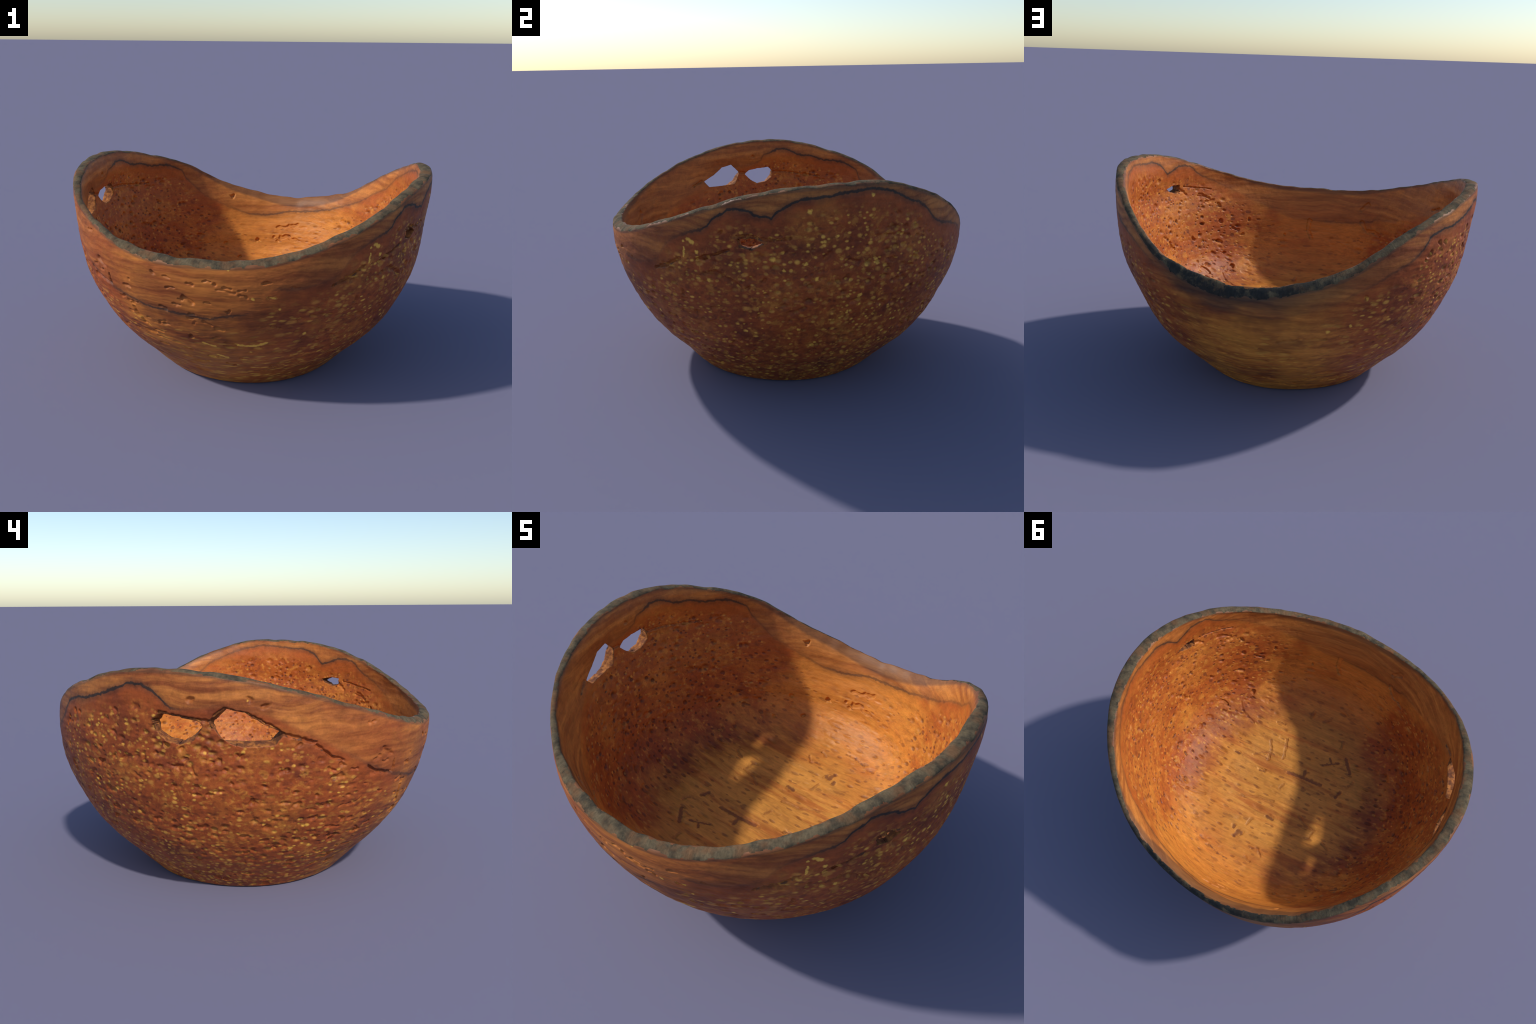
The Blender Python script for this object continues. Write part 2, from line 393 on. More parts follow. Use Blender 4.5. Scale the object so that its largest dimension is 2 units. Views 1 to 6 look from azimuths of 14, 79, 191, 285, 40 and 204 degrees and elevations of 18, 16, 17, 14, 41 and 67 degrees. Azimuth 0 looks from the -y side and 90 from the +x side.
def mesh_from(name, verts, quads, tris):
    m = bpy.data.meshes.new(name)
    nq, ntr = len(quads), len(tris)
    m.vertices.add(len(verts))
    m.vertices.foreach_set("co", verts.astype(np.float32).ravel())
    m.loops.add(nq * 4 + ntr * 3)
    m.loops.foreach_set("vertex_index", np.concatenate([quads.ravel(), tris.ravel()]).astype(np.int32))
    m.polygons.add(nq + ntr)
    start = np.concatenate([np.arange(nq) * 4, nq * 4 + np.arange(ntr) * 3]).astype(np.int32)
    m.polygons.foreach_set("loop_start", start)
    m.polygons.foreach_set("use_smooth", np.ones(nq + ntr, bool))
    m.update(calc_edges=True)
    return m


def vertex_normals(m):
    n = np.empty(len(m.vertices) * 3, np.float32)
    m.vertex_normals.foreach_get("vector", n)
    return n.reshape(-1, 3).astype(float)


def sink_marks(verts, normals, skin):
    """Pits, tracks and cracks: push the skin in, along its normal, round each stroke."""
    depth = np.zeros(len(verts))
    rng = np.random.default_rng(7)
    out_ids, in_ids = np.where(skin == 1)[0], np.where(skin == 2)[0]
    az = {1: np.arctan2(verts[out_ids, 1], verts[out_ids, 0]), 2: np.arctan2(verts[in_ids, 1], verts[in_ids, 0])}

    def wall(points, inner):
        pts = []
        for a, z in points:
            t = np.array([radians(a)])
            pts.append((inner_point if inner else outer_point)(t, np.array([z]))[0])
        return pts

    def stroke(points, radius, d, ids, flat, wobble=.25):
        pts = [np.array(p) for p in points]
        lo, hi = np.min(pts, 0) - radius * 2, np.max(pts, 0) + radius * 2
        v = verts[ids]
        sel = ids[np.all((v > lo) & (v < hi), 1)]
        if len(sel) == 0:
            return
        w = verts[sel]
        ph = rng.uniform(0, tau, 3)
        w = w + radius * .35 * np.stack([np.sin(w[:, 1] * 95 + ph[0]) , np.sin(w[:, 2] * 105 + ph[1]), np.sin(w[:, 0] * 88 + ph[2])], -1)
        best = np.full(len(sel), 9.)
        for a, b in zip(pts, pts[1:] if len(pts) > 1 else pts):
            ab = b - a
            h = np.clip((w - a) @ ab / max(ab @ ab, 1e-9), 0, 1)
            best = np.minimum(best, np.linalg.norm(w - a - ab * h[:, None], axis=1))
        k = 1 + wobble * (np.sin(w[:, 0] * 190 + ph[0]) + np.sin(w[:, 1] * 230 + ph[1]) + np.sin(w[:, 2] * 260 + ph[2])) / 2
        x = np.clip(1.25 - best / (radius * k), 0, 1)
        x = np.clip(x * flat, 0, 1)
        depth[sel] = np.maximum(depth[sel], d * (3 * x**2 - 2 * x**3))

    def floor(points):
        return [np.array([x, y, float(smooth_interp(np.array([np.hypot(x, y)]), FLOOR_R, FLOOR_Z)[0])]) for x, y in points]

    for pts, r in FLOOR_DARK:
        stroke(floor(pts), r, .0025, in_ids, 2.5)
    for pts, r in FLOOR_TRACKS:
        stroke(floor(pts), r * .8, .0032, in_ids, 1.6)
    for pts, r in IN_TRACKS:
        stroke(wall(pts, True), r, .008, in_ids, 2)
    for pts, r in IN_PITS:
        stroke(wall(pts, True), r, r * .8, in_ids, 1.4)
    for pts, r in IN_CRACKS:
        stroke(wall(pts, True), r, .010, in_ids, 1.1, .35)
    for group in (OUT_PITS_LEFT, OUT_PITS_FRONT, OUT_PITS_BACK):
        for pts, r in group:
            stroke(wall(pts, False), r, r * .85, out_ids, 1.2)
    # broken horizontal gouges over the sides, longer ones round the foot
    def gouges(count, az, z, length, radius, d):
        for _ in range(count):
            a, h = rng.uniform(*az), rng.uniform(*z)
            n, tilt = rng.uniform(*length), rng.normal(0, .12)
            half = np.degrees(n / .8) / 2
            pts = [(a - half, h - tilt * n), (a, h + rng.normal(0, .003)), (a + half, h + tilt * n)]
            stroke(wall(pts, False), rng.uniform(*radius), rng.uniform(*d), out_ids, 1.2, .5)
    gouges(80, (212, 330), (.12, .60), (.012, .055), (.0045, .009), (.004, .009))
    gouges(26, (215, 300), (.55, .74), (.010, .035), (.005, .010), (.006, .011))
    gouges(24, (40, 135), (.03, .24), (.05, .16), (.004, .007), (.003, .006))
    gouges(16, (150, 225), (.30, .78), (.004, .024), (.008, .014), (.008, .013))
    for pts, r in CRACKS:
        stroke(wall(pts, False), r, .014, out_ids, 1.1, .35)
    for pts, r in YELLOW_DOTS:
        stroke(wall(pts, False), r, -.002, out_ids, 2, .1)
    return depth


# ----------------------------------------------------------------------------- node building
class Nodes:
    """Small helper that builds the same texture nodes in shader trees and geometry trees."""

    def __init__(self, tree):
        self.t = tree

    def put(self, sock, val):
        if isinstance(val, bpy.types.NodeSocket):
            self.t.links.new(val, sock)
        elif isinstance(val, (tuple, list)) and len(val) == 3 and sock.type == 'RGBA':
            sock.default_value = (*val, 1)
        else:
            sock.default_value = val

    def node(self, kind, **kw):
        n = self.t.nodes.new(kind)
        for k, v in kw.items():
            setattr(n, k, v)
        return n

    def math(self, op, a, b=0., c=0., clamp=False):
        n = self.node('ShaderNodeMath', operation=op, use_clamp=clamp)
        for s, v in zip(n.inputs, (a, b, c)):
            self.put(s, v)
        return n.outputs[0]

    def add(self, a, b): return self.math('ADD', a, b)
    def sub(self, a, b): return self.math('SUBTRACT', a, b)
    def mul(self, a, b): return self.math('MULTIPLY', a, b)
    def maxi(self, a, b): return self.math('MAXIMUM', a, b)

    def vec(self, op, a, b=(0, 0, 0), out=0):
        n = self.node('ShaderNodeVectorMath', operation=op)
        self.put(n.inputs[0], a)
        self.put(n.inputs[1], b)
        return n.outputs[out]

    def combine(self, x, y, z):
        n = self.node('ShaderNodeCombineXYZ')
        for s, v in zip(n.inputs, (x, y, z)):
            self.put(s, v)
        return n.outputs[0]

    def split(self, v):
        n = self.node('ShaderNodeSeparateXYZ')
        self.put(n.inputs[0], v)
        return n.outputs

    def noise(self, v, scale, detail=3., rough=.55, colour=False, dist=0.):
        n = self.node('ShaderNodeTexNoise')
        self.put(n.inputs['Vector'], v)
        n.inputs['Scale'].default_value = scale
        n.inputs['Detail'].default_value = detail
        n.inputs['Roughness'].default_value = rough
        n.inputs['Distortion'].default_value = dist
        return n.outputs['Color' if colour else 0]

    def voronoi(self, v, scale):
        n = self.node('ShaderNodeTexVoronoi')
        self.put(n.inputs['Vector'], v)
        n.inputs['Scale'].default_value = scale
        return n.outputs['Distance'], n.outputs['Color']

    def ss(self, x, lo, hi, a=0., b=1.):
        """Smooth step of x from lo to hi, onto a..b."""
        n = self.node('ShaderNodeMapRange', interpolation_type='SMOOTHSTEP')
        self.put(n.inputs['Value'], x)
        self.put(n.inputs['From Min'], lo)
        self.put(n.inputs['From Max'], hi)
        self.put(n.inputs['To Min'], a)
        self.put(n.inputs['To Max'], b)
        return n.outputs[0]

    def curve(self, x, pts):
        """Value along a hand-drawn curve; pts are (azimuth in degrees, value) round the full circle."""
        n = self.node('ShaderNodeFloatCurve')
        c = n.mapping.curves[0]
        (a0, v0), (a1, v1) = pts[0], pts[-1]
        wrap = v0 + (v1 - v0) * a0 / (360 - a1 + a0)
        full = [(0, wrap)] + [p for p in pts if p[0] > 0] + [(360, wrap)]
        while len(c.points) < len(full):
            c.points.new(.5, .5)
        for p, (a, v) in zip(c.points, full):
            p.location = (a / 360, v / 1.2)
            p.handle_type = 'VECTOR'
        n.mapping.update()
        self.put(n.inputs['Value'], x)
        return self.mul(n.outputs[0], 1.2)

    def mix(self, f, a, b, blend='MIX'):
        n = self.node('ShaderNodeMix', data_type='RGBA', blend_type=blend)
        self.put(n.inputs[0], f)
        self.put(n.inputs[6], a)
        self.put(n.inputs[7], b)
        return n.outputs[2]

    def azimuth(self, p):
        x, y, z = self.split(p)
        a = self.math('ARCTAN2', y, x)
        return self.math('FRACT', self.mul(a, 1 / tau))     # 0..1 counter-clockwise from +x

    def capsule(self, p, a, b, r):
        """Signed-ish distance ratio to a stroke: 0 on its line, 1 at its edge."""
        a, b = np.array(a, float), np.array(b, float)
        ab = b - a
        pa = self.vec('SUBTRACT', p, tuple(a))
        if ab @ ab > 1e-9:
            h = self.math('MULTIPLY', self.vec('DOT_PRODUCT', pa, tuple(ab), out=1), 1 / float(ab @ ab), clamp=True)
            n = self.node('ShaderNodeVectorMath', operation='SCALE')
            n.inputs[0].default_value = tuple(ab)
            self.put(n.inputs['Scale'], h)
            pa = self.vec('SUBTRACT', pa, n.outputs[0])
        return self.mul(self.vec('LENGTH', pa, out=1), 1 / r)


RIM_CURVE = [(d, float(fourier(np.array([radians(d)]), RIM_HEIGHT)[0])) for d in range(0, 360, 6)]


def wood_fields(g, p, skin):
    """Shared solid-wood fields.  Eyes of the burl are pins lying along x, so they show as dots on the
    end faces and as dashes along the sides and on the floor.  skin: 'out' or 'in'."""
    f = {}
    warp = g.vec('SUBTRACT', g.noise(p, 9, 2, colour=True), (.5, .5, .5))
    pw = g.vec('ADD', p, g.vec('MULTIPLY', warp, (.05, .022, .022)))
    q = g.vec('MULTIPLY', pw, (.34, .88, 1.15) if skin == 'out' else (.38, .95, 1.08))
    f['d1'], c1 = g.voronoi(q, 25)
    f['d2'], c2 = g.voronoi(g.vec('ADD', q, (3.1, 1.7, 5.3)), 42)
    f['c1'] = g.split(c1)
    f['c2'] = g.split(c2)
    az = g.azimuth(p)
    f['az'] = az
    x, y, z = g.split(p)
    f['x'], f['y'], f['z'] = x, y, z
    f['below_rim'] = g.sub(g.curve(az, RIM_CURVE), z)
    f['line'] = g.sub(g.curve(az, LINE_OUT if skin == 'out' else LINE_IN), z)      # >0 below the dark line
    f['patch'] = g.noise(p, 3.2, 3, .55)
    # end faces (+x, -x) are dense with eyes; the sides are plainer
    ax = g.math('ABSOLUTE', x)
    endness = g.ss(g.add(ax, g.mul(g.sub(f['patch'], .5), .5)), .22, .66)
    f['end'] = endness
    f['zone'] = g.mul(g.ss(f['line'], .03, .12), g.add(g.mul(endness, .5), .5))
    return f


def pit_mask(g, f, skin):
    """How deep the random small pits are, 0..1."""
    r, gg, b = f['c1']
    size = g.add(g.mul(g.mul(r, r), .40), .15)
    m1 = g.mul(g.ss(f['d1'], g.mul(size, 1.1), g.mul(size, .12)), g.ss(r, .33, .37))
    r2, g2, b2 = f['c2']
    size2 = g.add(g.mul(r2, .24), .20)
    m2 = g.mul(g.ss(f['d2'], size2, g.mul(size2, .2)), g.ss(r2, .40, .45))
    m = g.maxi(g.mul(m1, g.add(g.mul(r, .9), .35)), g.mul(m2, .45))
    # pits cluster
    cluster = g.ss(f['patch2'], .30, .46)
    return g.mul(g.mul(m, f['zone']), cluster)


def add_random_pits(obj, skin, depth):
    """Geometry nodes: sink small pits where the wood fields say, and roughen the skin a little."""
    tree = bpy.data.node_groups.new("sink_pits", 'GeometryNodeTree')
    tree.interface.new_socket("Geometry", in_out='INPUT', socket_type='NodeSocketGeometry')
    tree.interface.new_socket("Geometry", in_out='OUTPUT', socket_type='NodeSocketGeometry')
    g = Nodes(tree)
    i, o = g.node('NodeGroupInput'), g.node('NodeGroupOutput')
    pos, nor = g.node('GeometryNodeInputPosition').outputs[0], g.node('GeometryNodeInputNormal').outputs[0]
    att = g.node('GeometryNodeInputNamedAttribute', data_type='FLOAT')
    att.inputs['Name'].default_value = "skin_" + skin
    f = wood_fields(g, pos, skin)
    f['patch2'] = g.noise(pos, 6.0, 2, .5)
    m = pit_mask(g, f, skin)
    # a few broad gouges as well
    big, bc = g.voronoi(g.vec('MULTIPLY', g.vec('ADD', pos, g.vec('MULTIPLY', g.noise(pos, 20, 2, .5, colour=True), (.03, .03, .03))), (.30, .85, 1.10)), 14)
    br = g.split(bc)[0]
    m = g.maxi(m, g.mul(g.mul(g.ss(big, .30, .12), g.ss(br, .6, .66)), g.mul(f['zone'], .95)))
    rough = g.add(g.mul(g.sub(g.noise(pos, 15, 3, .55), .5), .0055),
                  g.mul(g.sub(g.noise(g.vec('MULTIPLY', pos, (5, 9, 42)), 1, 3, .55), .5), .0055 if skin == 'out' else .003))
    move = g.sub(rough, g.mul(m, depth))
    move = g.mul(move, att.outputs[0])
    n = g.node('ShaderNodeVectorMath', operation='SCALE')
    g.put(n.inputs[0], nor)
    g.put(n.inputs['Scale'], move)
    s = g.node('GeometryNodeSetPosition')
    tree.links.new(i.outputs[0], s.inputs['Geometry'])
    tree.links.new(n.outputs[0], s.inputs['Offset'])
    tree.links.new(s.outputs[0], o.inputs[0])
    mod = obj.modifiers.new("pits", 'NODES')
    mod.node_group = tree


# ----------------------------------------------------------------------------- materials
RED = (.300, .066, .015)
DEEP = (.115, .023, .011)
OCHRE = (.51, .185, .031)
BAND = (.37, .110, .025)
YELLOW = (.80, .43, .066)
BLACK = (.020, .018, .017)


def new_material(name):
    m = bpy.data.materials.new(name)
    m.use_nodes = True
    g = Nodes(m.node_tree)
    bsdf = m.node_tree.nodes['Principled BSDF']
    p = g.node('ShaderNodeTexCoord').outputs['Object']
    return m, g, bsdf, p


def grain_fields(g, p, f):
    """Growth layers lie parallel to the outside of the log (the rim surface), fibres run along x."""
    d = f['below_rim']
    wob = g.noise(p, 4, 2)
    layers = g.noise(g.combine(g.mul(f['x'], .9), g.mul(f['y'], 3.), g.add(g.mul(f['z'], 30), g.mul(wob, 2.5))), 1.0, 4, .6)
    fibres = g.noise(g.vec('MULTIPLY', p, (2.2, 34, 34)), 1.0, 4, .6, dist=.4)
    fine = g.noise(g.vec('MULTIPLY', p, (22, 150, 150)), 1.0, 2, .6)
    return layers, fibres, fine


def strokes_mask(g, p, strokes, to_points, soft=.45):
    wob = g.vec('SUBTRACT', g.noise(p, 55, 2, .6, colour=True), (.5, .5, .5))
    p = g.vec('ADD', p, g.vec('MULTIPLY', wob, (.018, .018, .018)))
    total = None
    for pts, r in strokes:
        pts = to_points(pts)
        for a, b in zip(pts, pts[1:] if len(pts) > 1 else pts):
            d = g.capsule(p, a, b, r)
            total = d if total is None else g.math('MINIMUM', total, d)
    return g.ss(total, 1.15, soft)


def wall_points(inner):
    def f(pts):
        return [(inner_point if inner else outer_point)(np.array([radians(a)]), np.array([z]))[0] for a, z in pts]
    return f


def floor_points(pts):
    return [np.array([x, y, float(smooth_interp(np.array([np.hypot(x, y)]), FLOOR_R, FLOOR_Z)[0])]) for x, y in pts]


def finish(g, bsdf, colour, rough, bump_height, strength, dist=.004):
    b = g.node('ShaderNodeBump')
    b.inputs['Strength'].default_value = strength
    b.inputs['Distance'].default_value = dist
    g.put(b.inputs['Height'], bump_height)
    g.put(bsdf.inputs['Base Color'], colour)
    g.put(bsdf.inputs['Roughness'], rough)
    bsdf.inputs['Specular IOR Level'].default_value = .25
    g.t.links.new(b.outputs[0], bsdf.inputs['Normal'])


def dark_line(g, p, f, strength_pts):
    wig = g.mul(g.sub(g.noise(p, 38, 3, .6), .5), .022)
    d = g.math('ABSOLUTE', g.add(f['line'], wig))
    s = g.curve(f['az'], strength_pts)
    core = g.mul(g.ss(d, g.add(.007, g.mul(g.noise(p, 14, 2), .010)), .003), s)
    halo = g.mul(g.mul(g.ss(d, .034, .004), s), .45)
    return g.maxi(core, halo)


def outside_material():
    m, g, bsdf, p = new_material("burl_outside")
    f = wood_fields(g, p, 'out')
    layers, fibres, fine = grain_fields(g, p, f)
    # red burl on the ends, ochre streaked wood on the sides
    ochre = g.ss(g.add(g.add(g.mul(g.sub(1., f['end']), .55), g.mul(g.sub(f['patch'], .5), 1.5)), g.mul(g.sub(layers, .5), .9)), .12, .68)
    ochre = g.mul(ochre, g.curve(f['az'], [(0, .5), (50, .8), (80, 1.), (108, .95), (130, .5), (180, .45), (225, .7), (255, .75), (272, .65), (285, .3), (310, .25), (359, .5)]))
    clump = g.ss(g.noise(p, 5.5, 3, .6), .52, .70)
    base = g.mix(g.maxi(ochre, g.mul(clump, .30)), RED, OCHRE)
    deep = g.ss(g.noise(g.vec('ADD', p, (4, 2, 7)), 4.0, 3, .6), .48, .68)
    base = g.mix(g.mul(deep, .5), base, DEEP)
    # plain band above the dark line
    band = g.ss(f['line'], .02, -.015)
    band_col = g.mix(g.ss(layers, .30, .66), (.24, .062, .017), (.47, .165, .036))
    band_az = g.curve(f['az'], [(0, .85), (40, .8), (60, .45), (120, .4), (140, .85), (205, .85), (235, .35), (290, .3), (312, .6), (325, .85), (359, .85)])
    base = g.mix(g.mul(band, band_az), base, band_col)
    # gold and wine mottling of the burl figure
    figure = g.noise(g.vec('MULTIPLY', p, (13, 26, 30)), 1., 4, .62, dist=.5)
    base = g.mix(g.mul(g.mul(g.ss(figure, .52, .66), f['zone']), .42), base, (.56, .235, .038))
    base = g.mix(g.mul(g.mul(g.ss(figure, .48, .34), f['zone']), .45), base, (.125, .026, .013))
    # pale eyes
    r, gg, b = f['c1']
    r2, g2, b2 = f['c2']
    cluster = g.ss(g.noise(g.vec('ADD', p, (9, 9, 1)), 4.6, 2, .5), .38, .54)
    size = g.add(g.mul(b, .26), .21)
    eye1 = g.mul(g.ss(f['d1'], g.mul(size, 1.05), g.mul(size, .35)), g.ss(g.add(gg, g.ss(f['z'], .40, .12, 0., .25)), .30, .38))
    size2 = g.add(g.add(g.mul(b2, .22), .28), g.ss(f['z'], .45, .10, 0., .06))
    eye2 = g.mul(g.ss(f['d2'], g.mul(size2, 1.05), g.mul(size2, .35)), g.ss(g.add(g2, g.ss(f['z'], .40, .12, 0., .25)), .34, .42))
    zone = g.mul(f['zone'], g.add(g.mul(cluster, .75), .25))
    side = g.curve(f['az'], [(0, .8), (40, 1.), (60, .5), (75, .25), (105, .2), (125, .8), (150, .6), (230, .7), (255, .6), (268, .75), (285, 1.), (330, .7), (359, .8)])
    zone = g.maxi(zone, g.mul(g.mul(g.ss(f['z'], .58, .16), side), g.ss(f['line'], .02, .08)))
    eyes = g.mul(g.maxi(g.mul(eye1, .9), g.mul(eye2, .85)), zone)
    base = g.mix(eyes, base, g.mix(b, YELLOW, (.52, .22, .042)))
    # dark eyes and a dark core
    spots = g.mul(g.mul(g.ss(f['d2'], .42, .25), g.ss(g2, .34, .28)), f['zone'])
    base = g.mix(g.mul(spots, .4), base, DEEP)
    base = g.mix(g.mul(strokes_mask(g, p, YELLOW_DOTS, wall_points(False)), .85), base, YELLOW)
    base = g.mix(g.mul(strokes_mask(g, p, CRACKS, wall_points(False)), .75), base, (.05, .022, .014))
    base = g.mix(g.mul(dark_line(g, p, f, LINE_OUT_STRENGTH), .93), base, BLACK)
    f['patch2'] = g.noise(p, 6.0, 2, .5)
    pit = pit_mask(g, f, 'out')
    base = g.mix(g.mul(pit, .38), base, (.10, .028, .013))  # pit hollows tinted dark brown: their inner shadow baked into the colour
    # black stain running down from the bark on the +y side, and a thin dark seam under the bark
    stain = g.mul(g.curve(f['az'], [(0, 0), (48, .1), (70, .9), (95, .9), (118, .35), (135, .05), (359, 0)]),
                  g.ss(g.add(f['below_rim'], g.mul(g.sub(g.noise(g.vec('MULTIPLY', p, (6, 6, 14)), 1, 3), .5), .12)), .12, .005))
    base = g.mix(g.mul(stain, .85), base, (.032, .026, .022))
    base = g.mix(g.mul(g.ss(f['below_rim'], .014, .002), .55), base, (.07, .045, .03))
    # fibre and layer variation in brightness
    v = g.add(g.add(g.mul(g.sub(layers, .5), .75), g.mul(g.sub(fibres, .5), .9)), g.add(g.mul(g.sub(fine, .5), .45), 1.))
    base = g.mix(1., base, g.combine(v, v, v), 'MULTIPLY')
    h = g.add(g.mul(fibres, .5), g.add(g.mul(fine, .35), g.mul(eyes, .5)))
    finish(g, bsdf, base, .55, h, .35)
    return m


def inside_material(name, on_floor):
    """Inside skin; the floor and the wall share all fields, so the figure runs on across their border."""
    m, g, bsdf, p = new_material(name)
    f = wood_fields(g, p, 'in')
    layers, fibres, fine = grain_fields(g, p, f)
    x, y, z = f['x'], f['y'], f['z']
    rad = g.math('SQRT', g.add(g.mul(x, x), g.mul(y, y)))
    streak = g.noise(g.vec('MULTIPLY', p, (1.5, 17, 8)), 1., 4, .6, dist=.3)
    low = g.ss(g.add(rad, g.add(g.mul(g.sub(f['patch'], .5), .3), g.mul(g.sub(streak, .5), .40))), .76, .32)           # on the floor
    orange, red = (.62, .215, .034), (.39, .090, .016)
    wall = g.mix(g.ss(g.add(g.mul(f['end'], .5), g.add(g.mul(g.sub(f['patch'], .5), 1.3), g.mul(g.sub(layers, .5), .7))), .0, .62), orange, red)
    floor = g.mix(g.ss(streak, .50, .70), (.62, .265, .048), (.43, .135, .025))
    base = g.mix(low, wall, floor)
    # wine-coloured ring where the floor turns into the wall
    ring = g.mul(g.ss(g.math('ABSOLUTE', g.sub(g.add(rad, g.mul(g.sub(streak, .5), .25)), .60)), .17, .02),
                 g.curve(f['az'], [(0, .45), (30, .3), (60, .0), (95, .15), (115, .8), (150, 1.), (185, .85), (215, .35), (260, .1), (300, .5), (335, .6)]))
    ring = g.mul(ring, g.ss(g.add(streak, g.mul(f['patch'], .8)), .62, 1.0))
    base = g.mix(g.mul(ring, .60), base, (.175, .038, .020))
    # plain band near the rim
    band = g.ss(f['line'], .02, -.015)
    base = g.mix(g.mul(band, .8), base, g.mix(g.ss(layers, .3, .75), (.31, .085, .021), (.54, .20, .040)))
    # gold and wine mottling of the burl figure
    figure = g.noise(g.vec('MULTIPLY', p, (13, 26, 30)), 1., 4, .62, dist=.5)
    base = g.mix(g.mul(g.mul(g.ss(figure, .52, .66), f['zone']), .42), base, (.72, .31, .050))
    base = g.mix(g.mul(g.mul(g.ss(figure, .48, .34), f['zone']), .45), base, (.20, .045, .018))
    r, gg, b = f['c1']
    r2, g2, b2 = f['c2']
    size = g.add(g.mul(b, .22), .17)
    eye1 = g.mul(g.ss(f['d1'], size, g.mul(size, .6)), g.ss(gg, .45, .51))
    size2 = g.add(g.mul(b2, .20), .22)
    eye2 = g.mul(g.ss(f['d2'], size2, g.mul(size2, .6)), g.ss(g2, .48, .55))
    dark = g.mul(g.maxi(eye1, eye2), g.maxi(f['zone'], g.mul(low, .65)))
    base = g.mix(g.mul(dark, .70), base, (.125, .032, .017))
    pale = g.mul(g.mul(g.ss(f['d2'], .38, .18), g.ss(g2, .36, .30)), g.mul(f['zone'], g.ss(f['patch'], .34, .50)))
    base = g.mix(g.mul(pale, .6), base, (.74, .34, .060))
    f['patch2'] = g.noise(p, 6.0, 2, .5)
    pit = pit_mask(g, f, 'in')
    base = g.mix(g.mul(pit, .32), base, (.13, .036, .015))  # colour darkened inside each pit to add shadow to its relief
    if on_floor:
        base = g.mix(g.mul(strokes_mask(g, p, FLOOR_DARK, floor_points), .72), base, (.13, .036, .020))
        base = g.mix(g.mul(strokes_mask(g, p, FLOOR_TRACKS, floor_points), .38), base, (.20, .062, .022))
    else:
        base = g.mix(g.mul(strokes_mask(g, p, IN_CRACKS, wall_points(True)), .7), base, (.06, .022, .014))
        base = g.mix(g.mul(dark_line(g, p, f, LINE_IN_STRENGTH), .85), base, (.030, .022, .018))
        base = g.mix(g.mul(g.ss(f['below_rim'], .012, -.008), .6), base, (.06, .035, .025))
    v = g.add(g.add(g.mul(g.sub(layers, .5), .65), g.mul(g.sub(fibres, .5), .8)), g.add(g.mul(g.sub(fine, .5), .45), 1.))
    base = g.mix(1., base, g.combine(v, v, v), 'MULTIPLY')
    h = g.add(g.mul(fibres, .5), g.add(g.mul(fine, .35), g.mul(dark, -.5)))
    finish(g, bsdf, base, .5, h, .3)
    return m


def bark_material():
    m, g, bsdf, p = new_material("bark_edge")
    az = g.azimuth(p)
    patch = g.noise(p, 17, 4, .65)
    mott = g.noise(p, 60, 4, .65)
    # fine cross-hatching: fast round the rim, slow across it
    px, py, pz = g.split(p)
    rad = g.math('SQRT', g.add(g.mul(px, px), g.mul(py, py)))
    stri = g.noise(g.combine(g.mul(g.math('ABSOLUTE', g.sub(az, .5)), 520), g.mul(rad, 16), g.mul(pz, 16)), 1., 3, .6)
    grey, dark, brown = (.132, .098, .056), (.056, .045, .030), (.16, .080, .038)
    c = g.mix(g.ss(patch, .34, .62), dark, grey)
    c = g.mix(g.mul(g.ss(g.noise(g.vec('ADD', p, (3, 5, 1)), 11, 3, .6), .44, .68), .8), c, brown)
    blk = g.mul(g.curve(az, [(0, 0), (40, .15), (58, .8), (75, .95), (98, .85), (115, .35), (140, 0), (359, 0)]), g.ss(patch, .68, .46))
    c = g.mix(blk, c, (.027, .028, .027))
    c = g.mix(g.mul(g.ss(mott, .68, .8), .35), c, (.36, .27, .16))
    v = g.add(g.add(g.mul(g.sub(mott, .5), .9), g.mul(g.sub(stri, .5), .8)), 1.)
    c = g.mix(1., c, g.combine(v, v, v), 'MULTIPLY')
    finish(g, bsdf, c, .9, g.add(mott, g.mul(stri, .7)), .6)
    bsdf.inputs['Specular IOR Level'].default_value = .12
    return m


def hole_edge_material():
    m, g, bsdf, p = new_material("knot_hole_edge")
    a, b = g.noise(p, 45, 4, .65), g.noise(p, 16, 3, .6)
    c = g.mix(g.ss(a, .35, .65), (.17, .050, .018), (.42, .150, .034))
    c = g.mix(g.mul(g.ss(b, .46, .60), .7), c, (.09, .030, .014))
    finish(g, bsdf, c, .8, a, .5, .005)
    return m


def foot_material():
    m, g, bsdf, p = new_material("foot_wood")
    fib = g.noise(g.vec('MULTIPLY', p, (2, 30, 30)), 1., 4, .6)
    c = g.mix(fib, (.20, .06, .022), (.33, .12, .035))
    finish(g, bsdf, c, .6, fib, .2)
    return m


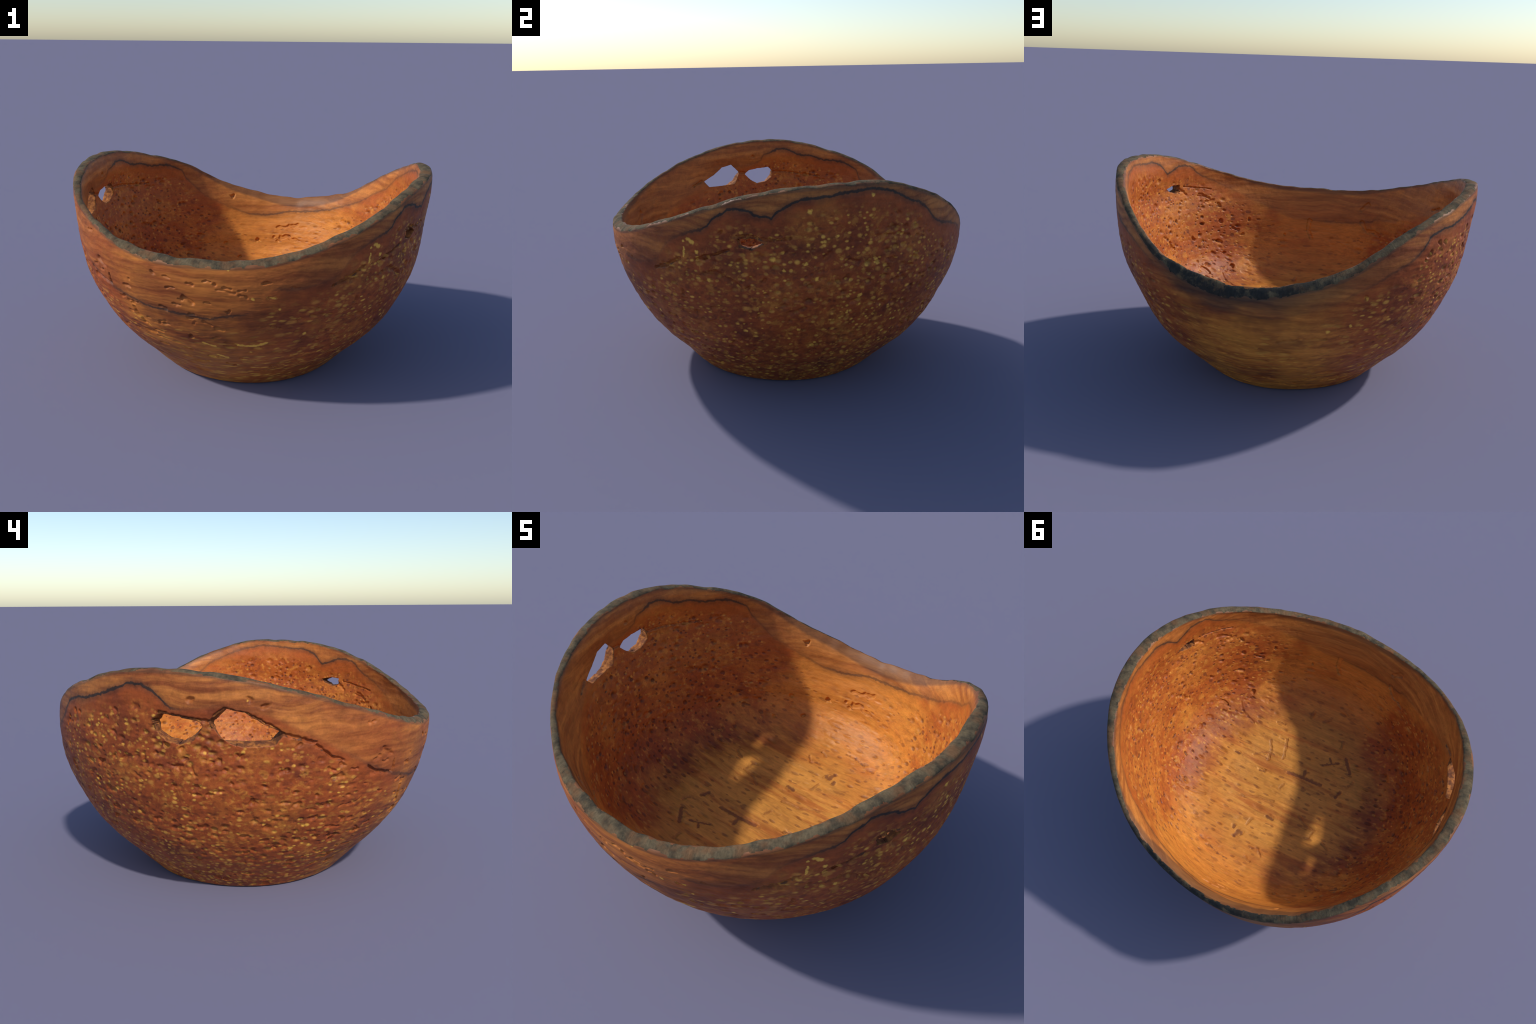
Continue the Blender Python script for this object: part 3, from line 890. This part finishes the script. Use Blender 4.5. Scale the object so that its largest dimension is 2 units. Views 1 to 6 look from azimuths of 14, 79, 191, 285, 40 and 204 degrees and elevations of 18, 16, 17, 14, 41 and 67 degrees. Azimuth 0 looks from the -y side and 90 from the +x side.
# ----------------------------------------------------------------------------- build
def build():
    verts, quads, part, tris, tri_part, skin = build_shell()
    work = mesh_from("shell_work", verts, quads, tris)
    normals = vertex_normals(work)
    depth = sink_marks(verts, normals, skin)
    moved = verts - normals * depth[:, None]
    work.vertices.foreach_set("co", moved.astype(np.float32).ravel())
    work.update()
    for s, k in (("out", 1), ("in", 2)):
        a = work.attributes.new("skin_" + s, 'FLOAT', 'POINT')
        w = (skin == k).astype(np.float32)
        # keep a fixed border at the bark, so that rim and skins stay joined
        w *= np.clip((fourier(np.arctan2(verts[:, 1], verts[:, 0]), RIM_HEIGHT) - verts[:, 2] + (.02 if k == 2 else 0)) / .03, 0, 1)
        w *= np.clip(verts[:, 2] / .02, 0, 1)
        a.data.foreach_set("value", w)
    obj = bpy.data.objects.new("shell_work", work)
    bpy.context.scene.collection.objects.link(obj)
    add_random_pits(obj, 'out', .0105)
    add_random_pits(obj, 'in', .008)
    dg = bpy.context.evaluated_depsgraph_get()
    ev = obj.evaluated_get(dg)
    em = ev.to_mesh()
    co = np.empty(len(em.vertices) * 3, np.float32)
    em.vertices.foreach_get("co", co)
    verts = co.reshape(-1, 3).astype(float)
    ev.to_mesh_clear()
    bpy.data.objects.remove(obj)
    bpy.data.meshes.remove(work)
    # bark: rough lumps on the rim
    whole = mesh_from("whole", verts, quads, tris)
    normals = vertex_normals(whole)
    bpy.data.meshes.remove(whole)

    outside, inside, bark, foot = outside_material(), inside_material("burl_inside", False), bark_material(), foot_material()
    floor_wood = inside_material("burl_floor", True)
    root = bpy.data.objects.new("wooden_bowl", None)
    root.empty_display_size = .2
    bpy.context.scene.collection.objects.link(root)
    root["label"] = "turned burl wood bowl with dark natural bark edge"
    root["category"] = "wooden bowl"

    def piece(name, codes, mats, slot_of):
        ql, tl = np.isin(part, codes), np.isin(tri_part, codes)
        q, t = quads[ql], tris[tl]
        used = np.unique(np.concatenate([q.ravel(), t.ravel()])).astype(int)
        remap = np.full(len(verts), -1)
        remap[used] = np.arange(len(used))
        m = mesh_from(name, verts[used], remap[q], remap[t])
        for mat in mats:
            m.materials.append(mat)
        slots = np.array([slot_of.get(c, 0) for c in np.concatenate([part[ql], tri_part[tl]])], np.int32)
        m.polygons.foreach_set("material_index", slots)
        m.normals_split_custom_set_from_vertices(normals[used].tolist())
        o = bpy.data.objects.new(name, m)
        bpy.context.scene.collection.objects.link(o)
        o.parent = root
        return o

    piece("wall", [1, 3, 5], [outside, inside, hole_edge_material()], {1: 0, 3: 1, 5: 2})
    piece("rim", [2], [bark], {})
    piece("floor", [4], [floor_wood], {})
    piece("foot", [0], [foot], {})


build()
